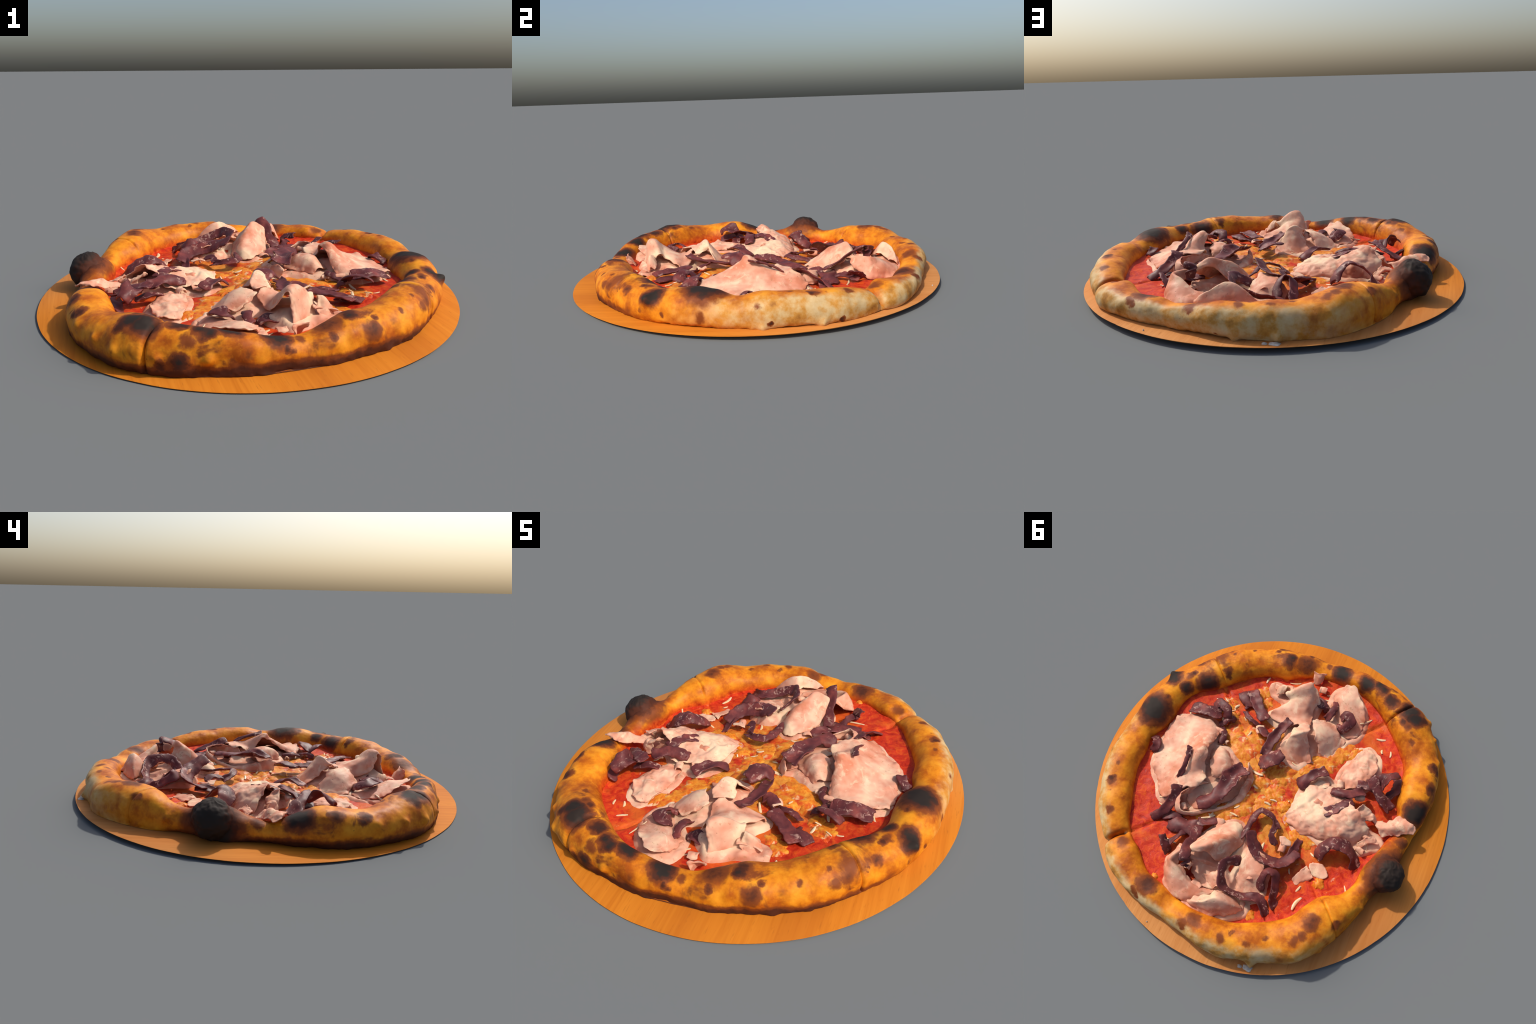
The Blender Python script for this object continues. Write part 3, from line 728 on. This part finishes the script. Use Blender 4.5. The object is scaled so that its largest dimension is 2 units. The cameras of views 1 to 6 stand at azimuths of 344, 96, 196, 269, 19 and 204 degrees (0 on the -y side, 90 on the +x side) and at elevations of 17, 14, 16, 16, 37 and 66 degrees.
def shell(surface, thickness):
    """Closed thin slab round a grid surface; thinner towards its edges."""
    m, n = surface.shape[:2]
    nor = unit(np.cross(np.gradient(surface, axis=0), np.gradient(surface, axis=1)))
    u = np.minimum(np.arange(m), np.arange(m)[::-1])[:, None]
    v = np.minimum(np.arange(n), np.arange(n)[::-1])[None, :]
    edge = np.clip(np.minimum(u, v) / 3.0, 0, 1) ** 0.5
    half = (0.5 * thickness * (0.35 + 0.65 * edge))[..., None]
    top, low = surface + nor * half, surface - nor * half
    verts = np.concatenate([top.reshape(-1, 3), low.reshape(-1, 3)])
    k = m * n
    faces = grid_faces(m, n)
    faces += [tuple(k + i for i in q[::-1]) for q in grid_faces(m, n)]
    loop = [j for j in range(n)] + [i * n + n - 1 for i in range(1, m)] + [(m - 1) * n + j for j in range(n - 2, -1, -1)] + [i * n for i in range(m - 2, 0, -1)]
    for a, b in zip(loop, loop[1:] + loop[:1]):
        faces.append((a, a + k, b + k, b))
    return verts, faces


# -- wooden board: top disc, thin rim, undercut foot
def build_board():
    root = bpy.data.objects.new("wooden_board", None)
    bpy.context.scene.collection.objects.link(root)
    root["label"] = "round flat orange-brown wooden serving board with fine grain"
    root["category"] = "serving board"
    n, verts, faces = 360, [], []
    rings = [(0.0, "top", 0), (0.3, "top", 0), (0.6, "top", 0), (0.9, "top", 0), (0.9975, "top", 0), (1.0, "top", 0.0008), (1.0, "top", 0.0022), (0.985, "low", 0), (0.93, "foot", 0), (0.4, "foot", 0)]
    for k, kind, drop in rings:
        for i in range(n):
            t = 2 * math.pi * i / n
            chip = 0.0
            if k > 0.98:
                chip = 0.0012 * noise.noise(Vector((math.cos(t) * 9, math.sin(t) * 9, 1.3)))
                chip -= 0.004 * max(0.0, noise.noise(Vector((math.cos(t) * 22, math.sin(t) * 22, 7.0))) - 0.45) * (math.sin(t) > -0.3)
            x = BOARD_CX + (k + chip) * BOARD_RX * math.cos(t)
            y = BOARD_CY + (k + chip) * BOARD_RY * math.sin(t)
            z = board_z(x, y)
            z = {"top": z - drop, "low": z * 0.55, "foot": 0.0}[kind]
            verts.append((x, y, max(0.0, z)))
    for r in range(len(rings) - 1):
        for i in range(n):
            a, b = r * n + i, r * n + (i + 1) % n
            faces.append((a, a + n, b + n, b))
    faces.append(tuple(range((len(rings) - 1) * n, len(rings) * n))[::-1])
    disc = make_object("board_disc", verts, faces, wood_material(), root)
    disc.data.set_sharp_from_angle(angle=math.radians(40))
    flour = flour_material()
    for x, y, s in FLOUR_FLAKES:
        pts, fs = [], []
        for i in range(14):
            t = 2 * math.pi * i / 14
            r = s * (0.75 + 0.5 * noise.noise(Vector((x * 30 + math.cos(t), y * 30 + math.sin(t), 2))))
            for q, h in ((1.0, 0.0005), (0.6, 0.006)):
                px, py = x + q * r * math.cos(t) * 1.5, y + q * r * math.sin(t)
                pts.append((px, py, board_z(px, py) + h))
        pts.append((x, y, board_z(x, y) + 0.008))
        for i in range(14):
            a, b = 2 * i, 2 * ((i + 1) % 14)
            fs += [(a, b, b + 1, a + 1), (a + 1, b + 1, 28)]
        make_object("flour_flake", pts, fs, flour, root, (x, y, board_z(x, y)))
    return root


FLOUR_FLAKES = [(-0.262, 0.935, 0.020), (-0.225, 0.942, 0.012), (-0.52, 0.70, 0.010), (0.30, 0.925, 0.004)]


# -- puffed rim, one mesh per quarter
def build_crust(root):
    p, nor, deg = crust_surface()
    m, n = p.shape[:2]
    out = np.array(p)
    for i in range(m):
        groove = 0.0
        for ang, width, depth in CUTS:
            arc = abs((deg[i] - ang + 180) % 360 - 180) * math.pi / 180 * 0.85
            groove += depth * math.exp(-((arc / width) ** 1.3))
        for j in range(n):
            s = j / (n - 1)
            q = p[i, j]
            free = min(1.0, max(0.0, (s - 0.05) / 0.2)) * min(1.0, max(0.0, (1.0 - s) / 0.12))
            d = 0.009 * fbm(q, 6.0, 2, 3.1) + 0.0042 * fbm(q, 13.0, 2, 6.6) * min(1.0, max(0.0, (s - 0.4) / 0.2)) + 0.0014 * fbm(q, 28.0, 3, 9.4)
            if s > 0.8:  # ragged, blistered foot
                d += 0.010 * fbm(q, 30.0, 2, 5.5) * (s - 0.8) / 0.2
            out[i, j] = q + nor[i, j] * (d - groove * (0.4 + 0.6 * free)) * max(free, 0.15)
    # torn blister beside the front left cut
    for c, ax, dep in [((-0.567, -0.655, 0.160), (0.72, -0.55, 0.1), 0.022)]:
        c, ax = np.array(c), unit(np.array(ax))
        d = out - c
        along = d @ ax
        across = np.linalg.norm(d - along[..., None] * ax, axis=-1)
        out -= nor * (dep * np.exp(-(along / 0.032) ** 2 - (across / 0.010) ** 2))[..., None]
    cuts = sorted(int(round(c[0] / 360 * m)) for c in CUTS)
    for k, start in enumerate(cuts):
        stop = cuts[(k + 1) % len(cuts)]
        count = (stop - start) % m + 1
        rows = [(start + i) % m for i in range(count)]
        lo, hi = deg[start], deg[start] + (count - 1) * 360 / m
        spots = []
        for sp in CHAR_SPOTS:
            a = math.degrees(math.atan2(sp[1], sp[0])) % 360
            margin = math.degrees((sp[3] * 1.4 + 0.03) / 0.85)
            if any(lo - margin <= a + w <= hi + margin for w in (-360, 0, 360)):
                spots.append(sp)
        if lo < 160 < hi:
            make_bubble(root, crust_material(spots))
        make_object("crust", out[rows].reshape(-1, 3), grid_faces(count, n, True), crust_material(spots), root)
    return out


def make_bubble(root, material):
    """The big burnt bubble swelling out of the rim."""
    m, n, verts, faces = 48, 72, [], []
    c, rad = BUBBLE
    for i in range(m):
        a = math.pi * i / (m - 1)
        for j in range(n):
            t = 2 * math.pi * j / n
            d = np.array([math.sin(a) * math.cos(t), math.sin(a) * math.sin(t), math.cos(a)])
            k = 1 + 0.10 * fbm(d, 1.6, 3, 2.2) + 0.03 * fbm(d, 6, 2, 4.0)
            q = np.array(c) + d * np.array(rad) * k
            q[2] = max(q[2], board_z(q[0], q[1]) + 0.002)
            verts.append(q)
    for i in range(m - 1):
        for j in range(n):
            x, y = i * n + j, i * n + (j + 1) % n
            faces.append((x, x + n, y + n, y))
    make_object("charred_bubble", verts, faces, material, root)


BUBBLE = ((-0.742, 0.250, 0.103), (0.088, 0.092, 0.090))


# -- sauced middle of the dough
CUT_ENDS = [((0.641, 0.600), (-0.522, -0.675)), ((0.590, -0.555), (-0.551, 0.571))]


def sauce_height(x, y):
    r = math.hypot(x, y)
    q = (x, y, 0.0)
    z = 0.062 + 0.022 * x + 0.004 * max(0.0, 1 - r / 0.55) + 0.006 * fbm(q, 6, 3, 1.7) + 0.0030 * fbm(q, 22, 3, 4.2)
    for (ax, ay), (bx, by) in CUT_ENDS:
        dx, dy = bx - ax, by - ay
        L = math.hypot(dx, dy)
        wob = 0.006 * fbm(q, 9, 2, 8.0)
        off = abs((x - ax) * dy - (y - ay) * dx) / L + wob
        open_ = 0.35 + 0.65 * min(1.0, max(0.0, (r - 0.35) / 0.3))
        z -= 0.014 * open_ * math.exp(-((off / 0.007) ** 2))
    return z


def build_sauce(root):
    n, rings, verts, faces = 480, 110, [], []
    deg = np.arange(n) * 360.0 / n
    rim = periodic(CRUST_INNER, deg) + 0.012
    for k in range(rings):
        f = (k + 0.5) / (rings - 0.5)
        for i in range(n):
            t = math.radians(deg[i])
            x, y = f * rim[i] * math.cos(t), f * rim[i] * math.sin(t)
            z = sauce_height(x, y) + 0.010 * max(0.0, (f - 0.93) / 0.07) ** 2
            verts.append((x, y, z))
    for k in range(rings - 1):
        for i in range(n):
            a, b = k * n + i, k * n + (i + 1) % n
            faces.append((a, a + n, b + n, b))
    faces.append(tuple(range(n)))
    make_object("tomato_sauce", verts, faces, sauce_material(), root)


def build_cheese_patches(root):
    mat = cheese_material()
    for c in CHEESE_PATCHES:
        (cx, cy, cz), rad = c["centre"], c["radius"]
        n, rings, verts, faces = 64, 14, [], []
        for k in range(rings):
            f = (k + 0.3) / (rings - 0.7)
            for i in range(n):
                t = 2 * math.pi * i / n
                e = Vector((cx * 7 + 1.3 * math.cos(t), cy * 7 + 1.3 * math.sin(t), 3))
                r = rad * f * (0.85 + 0.38 * noise.noise(e) + 0.22 * noise.noise(e * 2.7))
                x, y = cx + r * math.cos(t), cy + r * math.sin(t)
                base = sauce_height(x, y)
                top = 0.010 * (1 - f ** 3) + 0.0055 * fbm((x, y, 0), 13, 3, 6.6) * (1 - f ** 4)
                verts.append((x, y, base + top - 0.004 * f ** 6))
        for k in range(rings - 1):
            for i in range(n):
                a, b = k * n + i, k * n + (i + 1) % n
                faces.append((a, a + n, b + n, b))
        faces.append(tuple(range(n)))
        make_object("melted_cheese", verts, faces, mat, root, (cx, cy, cz))


def softened(grid, um, un, amount=0.40):
    """Resample a lattice so that its four corners become rounded."""
    fine = catmull(grid, 97)
    fine = catmull(fine.swapaxes(0, 1), 97).swapaxes(0, 1)
    u, v = np.meshgrid(np.linspace(-1, 1, um), np.linspace(-1, 1, un), indexing="ij")
    a = u * (1 - amount + amount * np.sqrt(1 - v * v / 2))
    b = v * (1 - amount + amount * np.sqrt(1 - u * u / 2))
    x, y = (a + 1) * 48, (b + 1) * 48
    i, j = np.minimum(x.astype(int), 95), np.minimum(y.astype(int), 95)
    f, g = (x - i)[..., None], (y - j)[..., None]
    return ((fine[i, j] * (1 - f) + fine[i + 1, j] * f) * (1 - g) + (fine[i, j + 1] * (1 - f) + fine[i + 1, j + 1] * f) * g)


def build_ham(root):
    mat = ham_material()
    for num, (key, rows) in enumerate(HAM_SLICES.items()):
        g = np.asarray(rows, float)
        m, n = g.shape[:2]
        shaggy = 1.0 if key.startswith("west") else 0.25
        um, un = max(36, (m - 1) * 16), max(36, (n - 1) * 16)
        g = softened(g, um, un)
        nor = unit(np.cross(np.gradient(g, axis=0), np.gradient(g, axis=1)))
        out = np.array(g)
        mid = g.mean((0, 1))
        for i in range(um):
            for j in range(un):
                q = g[i, j]
                e = min(i, um - 1 - i, j, un - 1 - j)
                rim = max(0.0, 1 - e / 7.0)
                wr = 0.008 * (crease(q[0], q[1], 6, num * 1.3) - 0.4) + 0.002 * fbm(q, 16, 2, num * 1.9) + shaggy * (0.009 * fbm(q, 17, 3, num * 2.7) + 0.007 * max(0.0, crease(q[0], q[1], 16, num) - 0.35))
                # the free border ripples and droops a little
                wr += rim * rim * 0.014 * fbm(q, 22, 2, num * 0.7 + 4)
                out[i, j] = q + nor[i, j] * wr + unit(q - mid) * rim * (0.016 * fbm(q, 16, 2, 5.0 + num) + 0.006 * fbm(q, 50, 2, 8.0 + num))
        verts, faces = shell(out, 0.006)
        make_object("ham_slice", verts, faces, mat, root, mid)
    build_ham_beds(root, mat)
    build_ham_curls(root, mat)


def crease(x, y, scale, seed):
    """Ridged folds, warped so that they wander."""
    wx = x + 0.05 * noise.noise(Vector((x * 6, y * 6, seed)))
    wy = y + 0.05 * noise.noise(Vector((x * 6, y * 6, seed + 9)))
    a = noise.noise(Vector((wx * scale, wy * scale, seed + 3)))
    return 1 - 2.2 * abs(a)


def build_ham_beds(root, mat):
    """Crumpled lower slices that fill each heap under the large folds."""
    heaps = {}
    for key, rows in HAM_SLICES.items():
        if any(w in key for w in ("cup", "wall", "tuft", "chip", "pocket", "lobe", "curl")):
            continue
        g = softened(np.asarray(rows, float), 26, 26)
        heaps.setdefault(key.split("_")[0], []).append(g.reshape(-1, 3))
    for num, pts in enumerate(heaps.values()):
        pts = np.concatenate(pts)
        lo, hi = pts.min(0) - 0.04, pts.max(0) + 0.04
        step = 0.0075
        xs, ys = np.arange(lo[0], hi[0], step), np.arange(lo[1], hi[1], step)
        index, verts, faces = {}, [], []
        for i, x in enumerate(xs):
            for j, y in enumerate(ys):
                w = np.exp(-((pts[:, 0] - x) ** 2 + (pts[:, 1] - y) ** 2) / (2 * 0.016 ** 2))
                dens = w.sum()
                if dens < 0.08:
                    continue
                floor = sauce_height(x, y)
                body = min(1.0, max(0.0, dens - 0.6) / 6.0) ** 0.6
                z = floor - 0.004 - 0.03 * max(0.0, 0.6 - dens) + body * (0.42 * max(0.014, (w @ pts[:, 2]) / dens - floor) + 0.008 * crease(x, y, 9, num * 2.0) + 0.003 * crease(x, y, 21, num * 3.0))
                index[i, j] = len(verts)
                verts.append((x, y, z))
        for (i, j), a in index.items():
            b, c, d = index.get((i + 1, j)), index.get((i + 1, j + 1)), index.get((i, j + 1))
            if None not in (b, c, d):
                faces.append((a, b, c, d))
        make_object("ham_slice", verts, faces, mat, root, pts.mean(0))


def build_ham_curls(root, mat):
    """Small rolled scraps tucked between the big slices."""
    for num, (x, y, z, size, heading, bend) in enumerate(HAM_CURLS):
        m, n = 26, 26
        out = np.zeros((m, n, 3))
        ca, sa = math.cos(heading), math.sin(heading)
        for i in range(m):
            u = -1 + 2 * i / (m - 1)
            for j in range(n):
                v = -1 + 2 * j / (n - 1)
                k = 1 - 0.25 * v * v + 0.25 * noise.noise(Vector((u * 1.5, v * 1.5, num)))
                a = u * bend * k
                r = size / max(0.6, bend)
                px, pz = r * math.sin(a), r * math.cos(a)
                py = v * size * (0.8 + 0.3 * noise.noise(Vector((u, num, 3))))
                out[i, j] = (x + ca * px - sa * py, y + sa * px + ca * py, z + pz - r * 0.6 + 0.2 * size * noise.noise(Vector((u, v, num * 7.0))))
        verts, faces = shell(out, 0.006)
        make_object("ham_slice", verts, faces, mat, root, (x, y, z))


def build_strips(root):
    mat = meat_material()
    for num, s in enumerate(STRIPS):
        pts = np.asarray(s["spine"], float)
        length = np.linalg.norm(np.diff(pts, axis=0), axis=1).sum()
        m, n = max(24, int(length / 0.005)), 15
        line = catmull(pts, m)
        tan = unit(np.gradient(line, axis=0))
        up = np.array([0.0, 0.0, 1.0])
        side = unit(np.cross(tan, up))
        lift = unit(np.cross(side, tan))
        out = np.zeros((m, n, 3))
        for i in range(m):
            u = i / (m - 1)
            roll = 0.75 * s["roll"] * (0.75 + 0.5 * noise.noise(Vector((num * 3.1, u * 2.2, 0.4)))) + 0.25 * noise.noise(Vector((num * 1.7, u * 3.0, 5.2)))
            a = side[i] * math.cos(roll) + lift[i] * math.sin(roll)
            b = lift[i] * math.cos(roll) - side[i] * math.sin(roll)
            end = min(1.0, (min(u, 1 - u) * length + 0.012) / 0.020) ** 0.5
            w = 0.53 * s["width"] * end * (1.0 + 0.34 * noise.noise(Vector((num * 5.3, u * length * 16, 1.0))))
            for j in range(n):
                v = -1 + 2 * j / (n - 1)
                curl = 0.20 * s["width"] * (v * v - 0.4) * noise.noise(Vector((num * 2.2, u * 1.5, 9.0))) * 3
                q = line[i] + a * w * v + b * curl
                tear = 0.010 * fbm(q, 30, 3, num + 6.0) * (1 if min(u, 1 - u) * length < 0.012 else 0)
                q = q + b * 0.007 * fbm(q, 13, 2, num) + a * 0.007 * abs(v) * fbm(q, 38, 2, num + 3.0) + tan[i] * tear
                out[i, j] = q
        verts, faces = shell(out, 0.009)
        make_object("cured_meat_strip", verts, faces, mat, root, line.mean(0))


# -- cheese shreds dropped on whatever lies below
def build_shreds(root):
    from mathutils.bvhtree import BVHTree
    bpy.context.view_layer.update()
    verts, polys = [], []
    for o in list(root.children):
        base = len(verts)
        verts += [o.matrix_world @ v.co for v in o.data.vertices]
        polys += [[base + i for i in p.vertices] for p in o.data.polygons]
    tree = BVHTree.FromPolygons(verts, polys)
    mat = shred_material()
    kinds = []
    for k in range(7):
        L, w = 0.034 + 0.008 * k, 0.0056 + 0.0009 * (k % 3)
        m, n, vs, fs = 16, 8, [], []
        for i in range(m):
            u = i / (m - 1)
            bend = 0.12 * L * math.sin(u * math.pi) * (0.6 if k % 2 else -0.4)
            r = w * (math.sin(math.pi * min(1, max(0, 0.06 + 0.88 * u))) ** 0.45)
            for j in range(n):
                t = 2 * math.pi * j / n
                vs.append(((u - 0.5) * L, bend + r * math.cos(t), 0.55 * r * math.sin(t) + 0.10 * L * (u - 0.5) ** 2))
        for i in range(m - 1):
            for j in range(n):
                a, b = i * n + j, i * n + (j + 1) % n
                fs.append((a, b, b + n, a + n))
        fs += [tuple(range(n))[::-1], tuple(range((m - 1) * n, m * n))]
        mesh = bpy.data.meshes.new("cheese_shred")
        mesh.from_pydata(vs, [], fs)
        mesh.polygons.foreach_set("use_smooth", [True] * len(mesh.polygons))
        mesh.materials.append(mat)
        kinds.append(mesh)
    for _ in range(105):
        r, t = 0.70 * math.sqrt(rng.random()), rng.uniform(0, 2 * math.pi)
        x, y = r * math.cos(t), r * math.sin(t)
        hit, nor, _i, _d = tree.ray_cast(Vector((x, y, 1)), Vector((0, 0, -1)))
        if hit is None or nor.z < 0.6:
            continue
        obj = bpy.data.objects.new("cheese_shred", rng.choice(kinds))
        bpy.context.scene.collection.objects.link(obj)
        obj.parent = root
        obj.location = hit + nor * 0.001 - root.location
        q = nor.to_track_quat("Z", "Y")
        obj.rotation_mode = "QUATERNION"
        from mathutils import Quaternion
        obj.rotation_quaternion = q @ Quaternion((0, 0, 1), rng.uniform(0, 6.28)) @ Quaternion((0, 1, 0), rng.uniform(-0.25, 0.25))
        s = rng.uniform(0.6, 1.15)
        obj.scale = (s, s * rng.uniform(0.8, 1.3), s)


def build_pizza():
    root = bpy.data.objects.new("pizza", None)
    bpy.context.scene.collection.objects.link(root)
    root.location = (0, 0, board_z(0, 0))
    root["label"] = "round pizza with charred golden crust, folded ham, dark cured meat"
    root["category"] = "pizza"
    build_crust(root)
    build_sauce(root)
    build_cheese_patches(root)
    build_ham(root)
    build_strips(root)
    build_shreds(root)


build_board()
build_pizza()
